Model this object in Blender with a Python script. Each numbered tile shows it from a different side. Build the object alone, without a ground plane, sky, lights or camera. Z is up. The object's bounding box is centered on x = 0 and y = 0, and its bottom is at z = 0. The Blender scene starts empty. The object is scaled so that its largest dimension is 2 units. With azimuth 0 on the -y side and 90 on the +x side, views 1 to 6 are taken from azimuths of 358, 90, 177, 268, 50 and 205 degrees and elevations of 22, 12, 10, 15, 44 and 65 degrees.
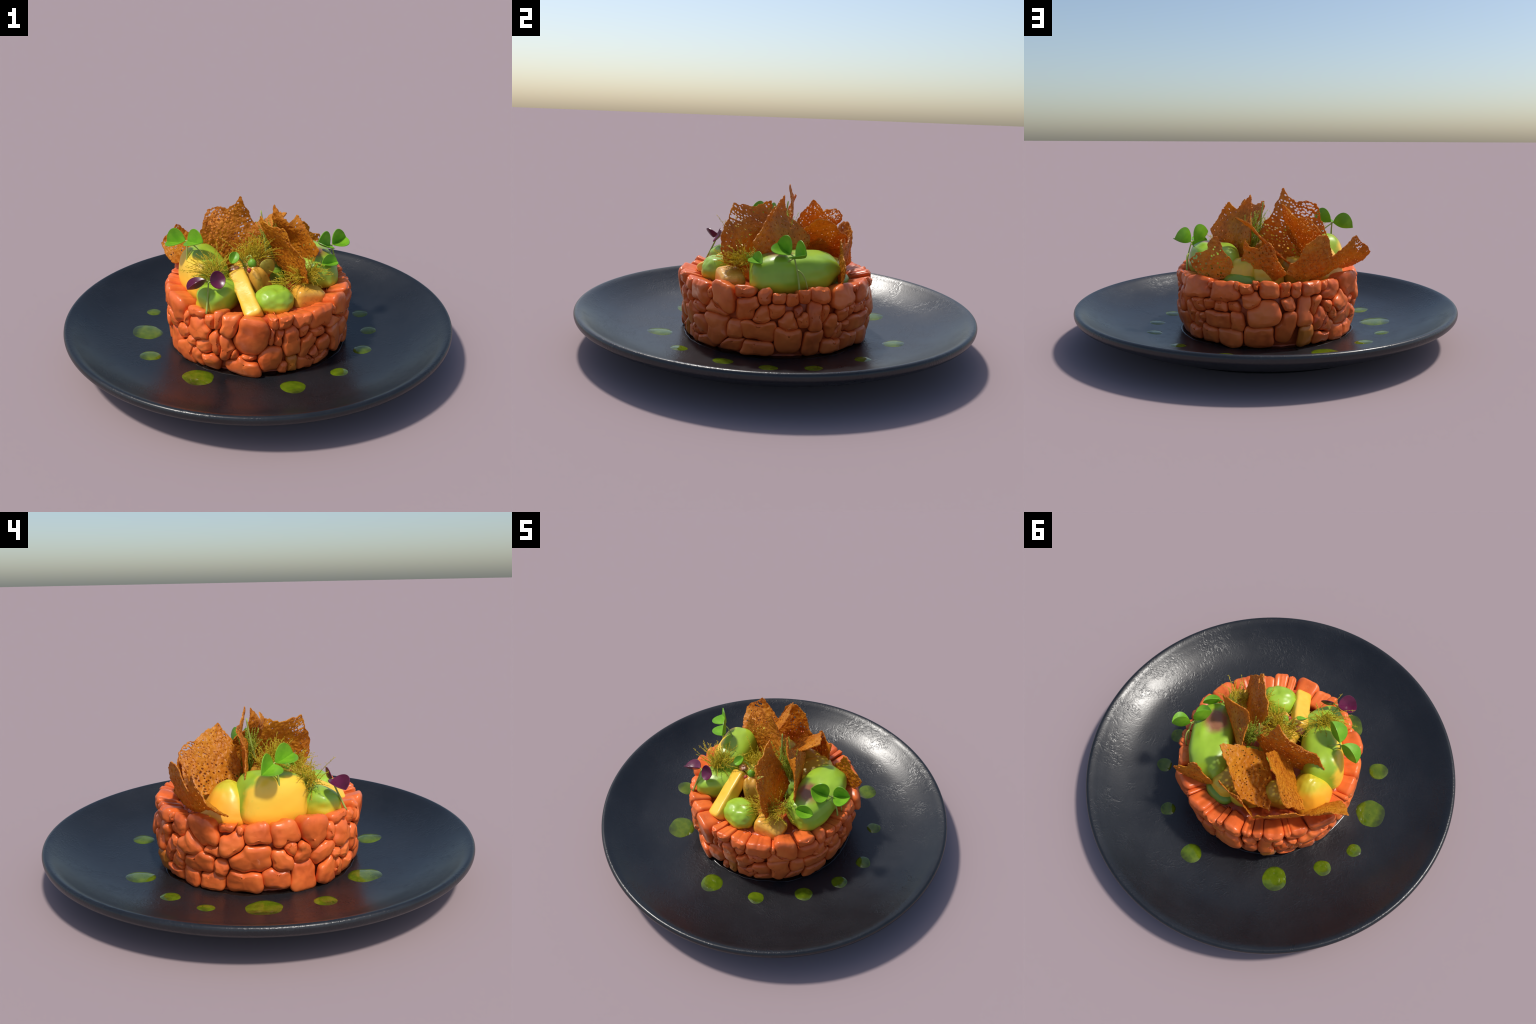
"""A plated appetiser: a ring of diced salmon tartare on a dark stoneware plate,
filled with avocado and mango, topped with lacy toffee-coloured crisps, dill and
clover sprouts, with green herb-oil dots around it.  Everything is procedural."""
import bpy, math, random
import numpy as np
from mathutils import Vector, noise as mnoise

rng = np.random.default_rng(7)
V = lambda *a: np.array(a, float)


def unit(v):
    v = np.asarray(v, float)
    return v / (np.linalg.norm(v) + 1e-12)


# ------------------------------------------------------------------ noise
def _hash(ix, iy, iz, seed):
    h = (ix * 374761393 + iy * 668265263 + iz * 2147483647 + seed * 1274126177) & 0xFFFFFFFF
    h = ((h ^ (h >> 13)) * 1274126177) & 0xFFFFFFFF
    return ((h ^ (h >> 16)) & 0xFFFF) / 32767.5 - 1.0


def vnoise(p, freq=1.0, seed=0):
    """Smooth value noise in -1..1 for an (n,3) array."""
    q = np.asarray(p, float) * freq + 91.7
    i = np.floor(q).astype(np.int64)
    f = q - i
    f = f * f * (3 - 2 * f)
    r = 0
    for dx in (0, 1):
        for dy in (0, 1):
            for dz in (0, 1):
                w = (f[:, 0] if dx else 1 - f[:, 0]) * (f[:, 1] if dy else 1 - f[:, 1]) * (f[:, 2] if dz else 1 - f[:, 2])
                r = r + w * _hash(i[:, 0] + dx, i[:, 1] + dy, i[:, 2] + dz, seed)
    return r


# ------------------------------------------------------------------ objects
def make_mesh(name, verts, faces, mat, smooth=True, sharp=None):
    me = bpy.data.meshes.new(name)
    me.from_pydata([tuple(map(float, v)) for v in verts], [], [tuple(map(int, f)) for f in faces])
    me.materials.append(mat)
    me.polygons.foreach_set("use_smooth", [smooth] * len(me.polygons))
    if sharp:
        me.set_sharp_from_angle(angle=math.radians(sharp))
    me.update()
    return me


def add(name, mesh, parent=None, **props):
    o = bpy.data.objects.new(name, mesh)
    bpy.context.scene.collection.objects.link(o)
    if parent is not None:
        o.parent = parent
    for k, v in props.items():
        o[k] = v
    return o


def ring_faces(nring, nseg, close_first=None, close_last=None, flip=False):
    f = []
    for r in range(nring - 1):
        a, b = r * nseg, (r + 1) * nseg
        for s in range(nseg):
            t = (s + 1) % nseg
            f.append((a + s, a + t, b + t, b + s))
    if close_first is not None:
        f += [(close_first, (s + 1) % nseg, s) for s in range(nseg)]
    if close_last is not None:
        a = (nring - 1) * nseg
        f += [(close_last, a + s, a + (s + 1) % nseg) for s in range(nseg)]
    return [tuple(reversed(q)) for q in f] if flip else f


def revolve(profile, nseg, wobble=None):
    """Profile of (r, z), first and last on the axis."""
    th = np.arange(nseg) * math.tau / nseg
    verts = []
    for r, z in profile[1:-1]:
        for t in th:
            verts.append((r * math.cos(t), r * math.sin(t), z))
    n = len(profile) - 2
    verts += [(0, 0, profile[0][1]), (0, 0, profile[-1][1])]
    return verts, ring_faces(n, nseg, n * nseg, n * nseg + 1)


def smooth_profile(pts, n):
    """Catmull-Rom through the profile points."""
    p = [V(*q) for q in pts]
    p = [2 * p[0] - p[1]] + p + [2 * p[-1] - p[-2]]
    out = []
    for i in range(1, len(p) - 2):
        for k in range(n):
            t = k / n
            a, b, c, d = p[i - 1:i + 3]
            out.append(.5 * (2 * b + (c - a) * t + (2 * a - 5 * b + 4 * c - d) * t * t + (3 * b - a - 3 * c + d) * t ** 3))
    out.append(p[-2])
    return [tuple(o) for o in out]


def tube(points, radii, sides=6):
    P = [V(*p) for p in points]
    verts, n = [], len(P)
    ref = V(.3, .2, 1)
    for i, p in enumerate(P):
        t = unit(P[min(i + 1, n - 1)] - P[max(i - 1, 0)])
        a = unit(np.cross(t, ref if abs(t @ unit(ref)) < .95 else V(1, 0, 0)))
        b = np.cross(t, a)
        for s in range(sides):
            an = math.tau * s / sides
            verts.append(p + radii[i] * (math.cos(an) * a + math.sin(an) * b))
    verts += [P[0], P[-1]]
    return verts, ring_faces(n, sides, n * sides, n * sides + 1)


def bezier(a, b, c, n):
    return [(1 - t) ** 2 * V(*a) + 2 * t * (1 - t) * V(*b) + t * t * V(*c) for t in np.linspace(0, 1, n)]


def thick_sheet(verts, faces, thick):
    """Turns an open sheet into a closed solid of the given thickness."""
    v = np.array(verts, float)
    nrm = np.zeros_like(v)
    for f in faces:
        n = np.zeros(3)
        for k in range(len(f)):
            n += np.cross(v[f[k]], v[f[(k + 1) % len(f)]])
        for i in f:
            nrm[i] += n
    nrm /= np.linalg.norm(nrm, axis=1, keepdims=True) + 1e-15
    th = thick(v) if callable(thick) else np.full(len(v), thick)
    top, bot = v + nrm * th[:, None] / 2, v - nrm * th[:, None] / 2
    m = len(v)
    edges = {}
    for f in faces:
        for k in range(len(f)):
            e = (f[k], f[(k + 1) % len(f)])
            edges[e] = edges.get(e, 0) + 1
    out = [tuple(f) for f in faces] + [tuple(i + m for i in reversed(f)) for f in faces]
    for (a, b) in edges:
        if (b, a) not in edges:
            out.append((b, a, a + m, b + m))
    return np.vstack([top, bot]), out


# ------------------------------------------------------------------ materials
class Nodes:
    def __init__(self, name):
        self.mat = bpy.data.materials.new(name)
        self.mat.use_nodes = True
        self.t = self.mat.node_tree
        self.bsdf = self.t.nodes["Principled BSDF"]
        self.coord = self.new("ShaderNodeTexCoord").outputs["Object"]

    def new(self, kind, **props):
        n = self.t.nodes.new(kind)
        for k, v in props.items():
            setattr(n, k, v)
        return n

    def link(self, a, b):
        self.t.links.new(a, b)

    def noise(self, scale, detail=3, rough=.55, stretch=None, distort=0):
        n = self.new("ShaderNodeTexNoise")
        n.inputs["Scale"].default_value, n.inputs["Detail"].default_value = scale, detail
        n.inputs["Roughness"].default_value, n.inputs["Distortion"].default_value = rough, distort
        src = self.coord
        if stretch:
            m = self.new("ShaderNodeMapping")
            m.inputs["Scale"].default_value = stretch
            self.link(src, m.inputs[0])
            src = m.outputs[0]
        self.link(src, n.inputs["Vector"])
        return n.outputs["Fac"]

    def voronoi(self, scale, feature="F1"):
        n = self.new("ShaderNodeTexVoronoi", feature=feature)
        n.inputs["Scale"].default_value = scale
        self.link(self.coord, n.inputs["Vector"])
        return n.outputs["Distance"]

    def ramp(self, fac, *stops):
        r = self.new("ShaderNodeValToRGB")
        e = r.color_ramp.elements
        while len(e) < len(stops):
            e.new(.5)
        for el, (p, c) in zip(e, stops):
            el.position = p
            el.color = (*c, 1) if len(c) == 3 else c
        self.link(fac, r.inputs[0])
        return r.outputs[0]

    def mask(self, fac, lo, hi):
        m = self.new("ShaderNodeMapRange")
        m.inputs["From Min"].default_value, m.inputs["From Max"].default_value = lo, hi
        self.link(fac, m.inputs[0])
        return m.outputs[0]

    def mix(self, fac, a, b):
        m = self.new("ShaderNodeMix", data_type="RGBA")
        for s, x in ((m.inputs[0], fac), (m.inputs[6], a), (m.inputs[7], b)):
            if hasattr(x, "is_output"):
                self.link(x, s)
            else:
                s.default_value = x if isinstance(x, (int, float)) else (*x, 1)
        return m.outputs[2]

    def math(self, op, a, b=0.0):
        m = self.new("ShaderNodeMath", operation=op)
        for s, x in zip(m.inputs, (a, b)):
            if hasattr(x, "is_output"):
                self.link(x, s)
            else:
                s.default_value = x
        return m.outputs[0]

    def distance(self, centre, scale=(1, 1, 1)):
        """Distance of the shaded point from a centre, in object space."""
        m = self.new("ShaderNodeVectorMath", operation="SUBTRACT")
        self.link(self.coord, m.inputs[0])
        m.inputs[1].default_value = centre
        k = self.new("ShaderNodeVectorMath", operation="MULTIPLY")
        self.link(m.outputs[0], k.inputs[0])
        k.inputs[1].default_value = scale
        l = self.new("ShaderNodeVectorMath", operation="LENGTH")
        self.link(k.outputs[0], l.inputs[0])
        return l.outputs["Value"]

    def along(self, direction):
        m = self.new("ShaderNodeVectorMath", operation="DOT_PRODUCT")
        self.link(self.coord, m.inputs[0])
        m.inputs[1].default_value = direction
        return m.outputs["Value"]

    def random(self):
        return self.new("ShaderNodeObjectInfo").outputs["Random"]

    def bump(self, height, strength, dist):
        b = self.new("ShaderNodeBump")
        b.inputs["Strength"].default_value, b.inputs["Distance"].default_value = strength, dist
        self.link(height, b.inputs["Height"])
        self.link(b.outputs[0], self.bsdf.inputs["Normal"])

    def done(self, color, rough=.4, spec=.5, coat=0, translucent=0, coat_rough=.1):
        for s, x in ((self.bsdf.inputs["Base Color"], color), (self.bsdf.inputs["Roughness"], rough)):
            if hasattr(x, "is_output"):
                self.link(x, s)
            else:
                s.default_value = (*x, 1) if isinstance(x, tuple) else x
        self.bsdf.inputs["Specular IOR Level"].default_value = spec
        self.bsdf.inputs["Coat Weight"].default_value = coat
        self.bsdf.inputs["Coat Roughness"].default_value = coat_rough
        if translucent:
            tr = self.new("ShaderNodeBsdfTranslucent")
            if hasattr(color, "is_output"):
                self.link(color, tr.inputs["Color"])
            else:
                tr.inputs["Color"].default_value = (*color, 1)
            mx = self.new("ShaderNodeMixShader")
            mx.inputs[0].default_value = translucent
            self.link(self.bsdf.outputs[0], mx.inputs[1])
            self.link(tr.outputs[0], mx.inputs[2])
            self.link(mx.outputs[0], self.t.nodes["Material Output"].inputs["Surface"])
        return self.mat


def plate_material():
    n = Nodes("dark_stoneware")
    cloud, grain = n.noise(5, 4), n.noise(90, 2)
    col = n.ramp(cloud, (.3, (.0105, .0115, .0135)), (.7, (.0165, .018, .021)))
    speck = n.mask(n.noise(160, 1), .70, .74)
    col = n.mix(n.math("MULTIPLY", speck, .12), col, (.04, .034, .03))
    wrinkle = n.mask(n.noise(34, 3, .5, None, 2.0), .48, .62)
    patch = n.mask(n.noise(7, 2), .42, .62)
    h = n.math("ADD", n.math("MULTIPLY", grain, .35), n.math("MULTIPLY", n.math("MULTIPLY", wrinkle, patch), .9))
    col = n.mix(n.math("MULTIPLY", n.mask(n.noise(130, 3, .7), .35, .65), .6), col, (.006, .007, .009))
    n.bump(h, .16, .005)
    rough = n.mask(cloud, -.6, 1.9)
    rough = n.ramp(cloud, (.3, (.27, .27, .27)), (.75, (.36, .36, .36)))
    return n.done(col, rough, .5)


def salmon_material(name, a, b, c):
    n = Nodes(name)
    big, fine = n.noise(9, 3), n.noise(60, 3)
    base = n.ramp(big, (.3, a), (.55, b), (.8, c))
    base = n.mix(n.math("MULTIPLY", n.mask(n.random(), 0, 1), .35), base, b)
    streak = n.mask(n.noise(40, 2, .6, (1, 1, 3), .5), .60, .78)
    base = n.mix(n.math("MULTIPLY", streak, .25), base, tuple(min(1, x * 1.25 + .03) for x in c))
    spot = n.mask(n.noise(75, 2), .71, .76)
    base = n.mix(n.math("MULTIPLY", spot, .45), base, (.24, .07, .022))
    n.bump(fine, .06, .004)
    return n.done(base, .31, .36)


def avocado_material(name, centre, low_dir, lo, hi, green=(.33, .52, .035), yellow=(.62, .46, .02), pit=None):
    """Green flesh that turns to yellow on the side named by low_dir."""
    n = Nodes(name)
    cl = n.noise(10, 3)
    g = n.ramp(cl, (.3, tuple(.86 * x for x in green)), (.7, tuple(1.08 * x for x in green)))
    side = n.math("ADD", n.along(low_dir), n.math("MULTIPLY", n.math("SUBTRACT", cl, .5), .10))
    col = n.mix(n.mask(side, lo, hi), g, yellow)
    if pit:
        d = n.math("ADD", n.distance(pit[0]), n.math("MULTIPLY", n.math("SUBTRACT", n.noise(25, 2), .5), .03))
        col = n.mix(n.mask(d, pit[1], pit[1] * .55), col, (.30, .12, .055))
    mott = n.mask(n.noise(45, 3), .62, .75)
    col = n.mix(n.math("MULTIPLY", mott, .2), col, (.42, .50, .05))
    n.bump(n.noise(35, 3), .10, .006)
    return n.done(col, .34, .5)


def fruit_material(name, a, b, spots=0.0, spot_col=(.12, .08, .02)):
    n = Nodes(name)
    col = n.ramp(n.noise(13, 4), (.3, a), (.7, b))
    fib = n.mask(n.noise(30, 3, .6, (1, 1, .3)), .55, .8)
    col = n.mix(n.math("MULTIPLY", fib, .25), col, tuple(min(1, 1.2 * x + .02) for x in b))
    if spots:
        col = n.mix(n.math("MULTIPLY", n.mask(n.noise(38, 3), .56, .66), spots), col, spot_col)
    n.bump(n.noise(50, 3), .18, .006)
    return n.done(col, .33, .5)


def crisp_material():
    n = Nodes("toffee_crisp")
    big, mid = n.noise(7, 3), n.noise(55, 4, .65)
    col = n.ramp(mid, (.25, (.46, .135, .010)), (.5, (.70, .235, .015)), (.75, (.82, .33, .026)))
    col = n.mix(n.math("MULTIPLY", n.mask(big, .45, .7), .65), col, (.88, .42, .025))
    col = n.mix(n.math("MULTIPLY", n.mask(n.noise(110, 2), .62, .70), .5), col, (.22, .055, .010))
    n.bump(n.math("ADD", n.noise(70, 3), n.math("MULTIPLY", n.voronoi(42), .9)), .6, .007)
    return n.done(col, .42, .45, translucent=.42)


def leaf_material(name, a, b, rough=.4, translucent=.25):
    n = Nodes(name)
    col = n.ramp(n.noise(22, 3), (.3, a), (.7, b))
    n.bump(n.noise(60, 2), .12, .003)
    return n.done(col, rough, .45, translucent=translucent)


def oil_material():
    n = Nodes("herb_oil")
    col = n.ramp(n.noise(30, 4), (.3, (.060, .105, .003)), (.7, (.115, .160, .006)))
    col = n.mix(n.math("MULTIPLY", n.mask(n.noise(120, 2), .66, .7), .7), col, (.03, .05, .004))
    g = n.new("ShaderNodeVectorMath", operation="DISTANCE")
    n.link(n.new("ShaderNodeTexCoord").outputs["Generated"], g.inputs[0])
    g.inputs[1].default_value = (.5, .5, .5)
    rim = n.math("ADD", g.outputs["Value"], n.math("MULTIPLY", n.math("SUBTRACT", n.noise(45, 3), .5), .22))
    col = n.mix(n.mask(rim, .44, .66), col, (.030, .042, .006))
    return n.done(col, .10, .5)


MAT = dict(
    plate=plate_material(),
    salmon=salmon_material("salmon", (.56, .092, .020), (.80, .155, .031), (.86, .205, .044)),
    salmon_deep=salmon_material("salmon_deep", (.40, .06, .014), (.50, .08, .018), (.58, .10, .024)),
    salmon_tan=salmon_material("salmon_tan", (.50, .13, .018), (.58, .16, .02), (.62, .19, .03)),
    gap=salmon_material("salmon_gap_darkened", (.20, .030, .012), (.34, .05, .016), (.44, .07, .02)),  # darker red-brown salmon colour for the gaps between pieces
    herb_bit=fruit_material("herb_bit", (.10, .085, .03), (.17, .13, .055)),
    crisp=crisp_material(),
    leaf=leaf_material("clover_leaf", (.16, .42, .016), (.27, .56, .028)),
    stem=leaf_material("sprout_stem", (.34, .46, .07), (.44, .50, .11), .45, .15),
    purple=leaf_material("purple_leaf", (.100, .010, .042), (.165, .018, .068), .28, .12),
    dill=leaf_material("dill_needle", (.74, .62, .03), (.95, .78, .08), .5, .5),  # base colour lightened to offset the tufts' own self-shadow
    dill_core=leaf_material("dill_core", (.48, .62, .05), (.66, .76, .10), .5, .4),
    oil=oil_material(),
    mango=fruit_material("mango_flesh", (.86, .47, .035), (.92, .56, .06)),
    mango_orange=fruit_material("mango_orange", (.72, .33, .03), (.80, .42, .06), .35, (.40, .17, .04)),
    tan=fruit_material("spiced_pear", (.62, .30, .035), (.72, .40, .06), .5, (.15, .09, .02)),
    slice=fruit_material("pickled_slice", (.44, .38, .04), (.55, .47, .08), .5, (.25, .19, .02)),
    bud=leaf_material("herb_bud", (.16, .42, .03), (.26, .55, .05)),
    berry=fruit_material("red_berry", (.30, .03, .02), (.42, .06, .04)),
    knob=fruit_material("brown_knob", (.26, .09, .03), (.36, .14, .05), .3),
)
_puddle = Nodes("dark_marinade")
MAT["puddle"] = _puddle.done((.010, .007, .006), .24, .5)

# ------------------------------------------------------------------ plate
FLOOR = .052
plate_profile = [(0, .049), (.25, .049), (.45, .050), (.53, .0535), (.61, .0605), (.70, .073), (.79, .095), (.87, .129),
                 (.925, .160), (.957, .180), (.975, .1885), (.987, .1905), (.9965, .185), (1.0, .172), (.994, .154),
                 (.97, .136), (.91, .106), (.84, .074), (.76, .044), (.70, .027), (.675, .021), (.664, .014), (.658, .004), (.650, 0), (.60, 0), (.3, 0), (0, 0)]
prof = smooth_profile(plate_profile, 5)
pv, pf = revolve(prof, 256)
plate = add("plate", make_mesh("plate", pv, pf, MAT["plate"]), label="round dark slate-blue stoneware plate with rolled rim and shallow well", category="plate")
_r = np.array([p[0] for p in plate_profile[:12]])
_z = np.array([p[1] for p in plate_profile[:12]])
plate_z = lambda r: float(np.interp(r, _r, _z))

# herb-oil dots: azimuth (from the front, towards the right), distance, diameter
DOTS = [(-155, .592, .136), (-130, .602, .092), (-112, .625, .078), (-90, .590, .162), (-65, .603, .105), (-33, .552, .158),
        (14, .585, .126), (40, .582, .088), (66, .572, .098), (87, .592, .088), (106, .604, .086), (132, .595, .082), (160, .616, .112)]
for az, r, d in DOTS:
    a = math.radians(az)
    cx, cy = r * math.sin(a), -r * math.cos(a)
    vs, ns, rings = [], 40, 7
    ph = rng.uniform(0, 6.28, 3)
    for k in range(rings):
        q = 1 - k / rings
        for s in range(ns):
            t = math.tau * s / ns
            rad = d / 2 * q * (1 + .035 * math.sin(2 * t + ph[0]) + .025 * math.sin(3 * t + ph[1]) + .015 * math.sin(5 * t + ph[2]))
            x, y = cx + rad * math.cos(t), cy + rad * math.sin(t)
            vs.append((x, y, plate_z(math.hypot(x, y)) - .001 + .0060 * (1 - q ** 3)))
    vs.append((cx, cy, plate_z(r) + .0050))
    fs = ring_faces(rings, ns, None, rings * ns)
    add("sauce_dot", make_mesh("sauce_dot", vs, fs, MAT["oil"]), plate)

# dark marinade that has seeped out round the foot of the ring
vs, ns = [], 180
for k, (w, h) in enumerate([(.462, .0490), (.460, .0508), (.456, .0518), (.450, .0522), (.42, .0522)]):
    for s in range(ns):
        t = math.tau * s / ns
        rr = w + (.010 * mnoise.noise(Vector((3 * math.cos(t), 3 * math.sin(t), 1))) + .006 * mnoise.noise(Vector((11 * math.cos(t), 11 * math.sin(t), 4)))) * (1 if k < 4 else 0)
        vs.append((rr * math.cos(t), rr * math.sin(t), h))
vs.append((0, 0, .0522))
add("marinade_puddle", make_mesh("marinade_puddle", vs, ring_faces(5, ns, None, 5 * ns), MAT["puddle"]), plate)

# ------------------------------------------------------------------ salmon ring
# every piece: azimuth in degrees, then height, width, length in mm and tilt in degrees
TOP_ROW = [
    (-41, 353, 105, 91, 0), (-31, 317, 65, 108, -15), (-25, 341, 39, 107, 0), (-18, 324, 94, 132, -20), (-5, 285, 143, 210, -20), (7, 352, 66, 104, 0),
    (14, 337, 77, 97, 0), (25, 340, 110, 116, 0), (40, 315, 137, 120, 0), (49, 325, 44, 64, 0), (57, 307, 108, 132, 0), (71, 359, 95, 78, 0),
    (83, 341, 56, 66, 0), (91, 348, 63, 74, 0), (99, 342, 56, 86, 0), (105, 348, 55, 66, 0), (116, 347, 106, 83, 0), (133, 330, 158, 99, 0),
    (142, 351, 48, 42, 0), (152, 323, 137, 95, 0), (160, 353, 29, 49, 0), (166, 351, 68, 78, 0), (171, 365, 32, 57, 0), (179, 341, 90, 73, 0),
    (189, 335, 56, 86, 0), (196, 340, 55, 74, 0), (205, 350, 93, 99, 0), (215, 341, 32, 46, 0), (222, 315, 116, 89, 0), (238, 320, 133, 118, 0),
    (251, 359, 88, 82, 0), (255, 279, 103, 110, 15), (259, 339, 34, 41, 0), (268, 319, 105, 94, 15), (282, 316, 111, 107, 20), (300, 300, 121, 141, 0),
]
MIDDLE_ROW = [
    (-39, 266, 119, 108, -30), (-36, 174, 82, 92, -20), (-33, 247, 61, 45, 0), (-27, 213, 65, 108, 25), (-21, 190, 70, 138, 20), (6, 264, 43, 103, -10),
    (11, 259, 57, 118, -15), (18, 230, 88, 141, 20), (26, 263, 56, 82, 0), (29, 183, 98, 136, 30), (35, 128, 71, 83, 30), (37, 243, 77, 56, 0),
    (43, 142, 130, 107, 20), (54, 262, 148, 71, 0), (73, 279, 110, 104, 0), (81, 245, 91, 98, 0), (89, 273, 74, 72, 0), (104, 274, 54, 64, 0),
    (112, 250, 55, 124, 0), (118, 257, 46, 88, -10), (124, 193, 72, 95, 25), (129, 152, 59, 80, 30), (132, 250, 77, 70, 0), (140, 260, 79, 74, 0),
    (149, 257, 73, 65, 0), (157, 260, 66, 64, 0), (161, 229, 34, 26, 0), (169, 283, 88, 100, 20), (176, 225, 140, 98, 15), (188, 253, 37, 64, -20),
    (194, 271, 50, 67, 0), (201, 232, 72, 125, -10), (207, 257, 48, 95, -15), (212, 182, 70, 102, -20), (213, 306, 47, 72, -20), (220, 245, 57, 58, 0),
    (230, 251, 101, 119, -25), (243, 245, 77, 53, 0), (264, 213, 168, 119, 20), (285, 262, 57, 74, 20), (293, 225, 82, 111, 0), (305, 201, 97, 115, -20),
]
BOTTOM_ROW = [
    (-44, 105, 122, 108, 0), (-33, 98, 100, 93, -20), (-25, 105, 37, 71, 0), (-17, 157, 55, 74, 0), (-11, 98, 153, 75, -10), (-7, 145, 90, 58, 0),
    (5, 77, 85, 35, 0), (5, 144, 95, 113, 0), (14, 109, 40, 80, 0), (19, 101, 51, 91, 0), (30, 93, 125, 73, 15), (43, 86, 128, 87, 30),
    (53, 163, 124, 128, 0), (65, 102, 161, 64, 0), (65, 171, 89, 75, 0), (78, 97, 135, 59, 0), (80, 182, 137, 95, 0), (89, 96, 63, 55, 0),
    (97, 139, 107, 104, 0), (97, 210, 88, 86, 30), (98, 76, 73, 30, 0), (106, 216, 45, 54, 20), (112, 120, 93, 111, 0), (126, 92, 119, 62, 0),
    (139, 103, 132, 81, 0), (148, 179, 152, 79, 0), (155, 103, 108, 79, 0), (160, 177, 61, 78, 0), (166, 159, 46, 65, 0), (173, 113, 129, 95, 0),
    (186, 86, 77, 44, 0), (189, 159, 80, 134, -15), (197, 97, 31, 70, 0), (202, 106, 71, 97, 0), (214, 91, 109, 63, 0), (217, 148, 67, 81, -20),
    (228, 99, 112, 77, 0), (234, 175, 144, 93, 0), (241, 95, 113, 84, 0), (248, 164, 61, 68, 0), (260, 110, 135, 104, 0), (278, 70, 101, 27, 0),
    (278, 124, 115, 85, 0), (280, 202, 76, 93, 20), (294, 120, 120, 119, 0), (311, 111, 142, 106, -20),
]

ROWS = [(TOP_ROW, "top"), (MIDDLE_ROW, "middle"), (BOTTOM_ROW, "bottom")]
RM = .465


def wall_radius(z):
    return .456 + .020 * min(1, max(0, (z - .06) / .22))


def bulge(az, z):
    """The moulded wall is not quite round: it swells low at the back and front left."""
    low = math.exp(-((z - .14) / .085) ** 2)
    swell = lambda c, w: math.exp(-(((az - c + 180) % 360 - 180) / w) ** 2)
    return low * (.017 * swell(182, 32) + .009 * swell(335, 22) + .007 * swell(75, 22))


class Piece:
    def __init__(self, az, z, w, h, tilt, row):
        self.s, self.z, self.row, self.az = math.radians(az) * RM, z / 1000, row, az
        self.w, self.h, self.tilt = w / 2000, h / 2000, math.radians(tilt)
        self.rank = rng.uniform(-1, 1)          # how far it sits over its neighbours


pieces = [Piece(*q, row) for rows, row in ROWS for q in rows if row == "top" or q[2] * q[3] > 3700]
for p in pieces:
    p.rank = float(np.clip(p.rank * .7 + (p.w * p.h - .0024) * 220, -1, 1))
TURN = math.tau * RM


def norm_distance(S, Z, p):
    ds = (S - p.s + TURN / 2) % TURN - TURN / 2
    dz = Z - p.z
    c, s = math.cos(p.tilt), math.sin(p.tilt)
    x, y = (c * ds + s * dz) / p.w, (-s * ds + c * dz) / p.h
    return (np.abs(x) ** 3.6 + np.abs(y) ** 3.6) ** (1 / 3.6)


# fill bare stretches of the wall with further pieces
for lo, hi, hh, row in ((.315, .325, .115, "top"), (.21, .25, .10, "middle"), (.09, .13, .09, "bottom"), (.16, .30, .06, "middle"), (.07, .20, .045, "middle")):
    for k in range(240):
        s, z = k / 240 * TURN, rng.uniform(lo, hi)
        need = 1.42 if hh > .07 else 1.30
        w = rng.uniform(.055, .105) if hh > .07 else rng.uniform(.03, .06)
        z = .322 if row == "top" else z
        t = np.array([norm_distance(s + dx * w, z + dz * hh, q) for q in pieces for dx, dz in ((0, 0), (-.3, 0), (.3, 0), (0, .25), (0, -.25))])
        if t.min() > need - .25 and t.reshape(-1, 5)[:, 0].min() > need:
            pieces.append(Piece(math.degrees(s / RM), z * 1000, w * 1000, hh * 1000 * rng.uniform(.9, 1.1), rng.uniform(-20, 20), row))

tartare = add("salmon_tartare", None, label="ring-moulded tartare of glossy orange salmon pieces", category="salmon tartare")
core_profile = [(0, .300), (.20, .325), (.335, .338), (.375, .335), (.415, .325), (.434, .28), (.431, .20), (.424, .10), (.420, .062), (.40, .050), (.2, .050), (0, .050)]
cv, cf = revolve(smooth_profile(core_profile, 6), 200)
cv = np.array(cv)
rad = np.hypot(cv[:, 0], cv[:, 1])
k = 1 + (.012 * vnoise(cv, 30, 3) + .010 * vnoise(cv, 70, 4)) * (rad > .3)
cv[:, :2] *= k[:, None]
hollow = np.exp(-((cv[:, 0] + .10) ** 2 + (cv[:, 1] + .31) ** 2) / .075 ** 2)
cv[:, 2] -= .075 * hollow * (cv[:, 2] > .3)
cv[:, 2] += (.012 * vnoise(cv, 25, 5) + .006 * vnoise(cv, 60, 6)) * (cv[:, 2] > .3)
add("minced_core", make_mesh("minced_core", cv, cf, MAT["salmon_deep"]), tartare)

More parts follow.
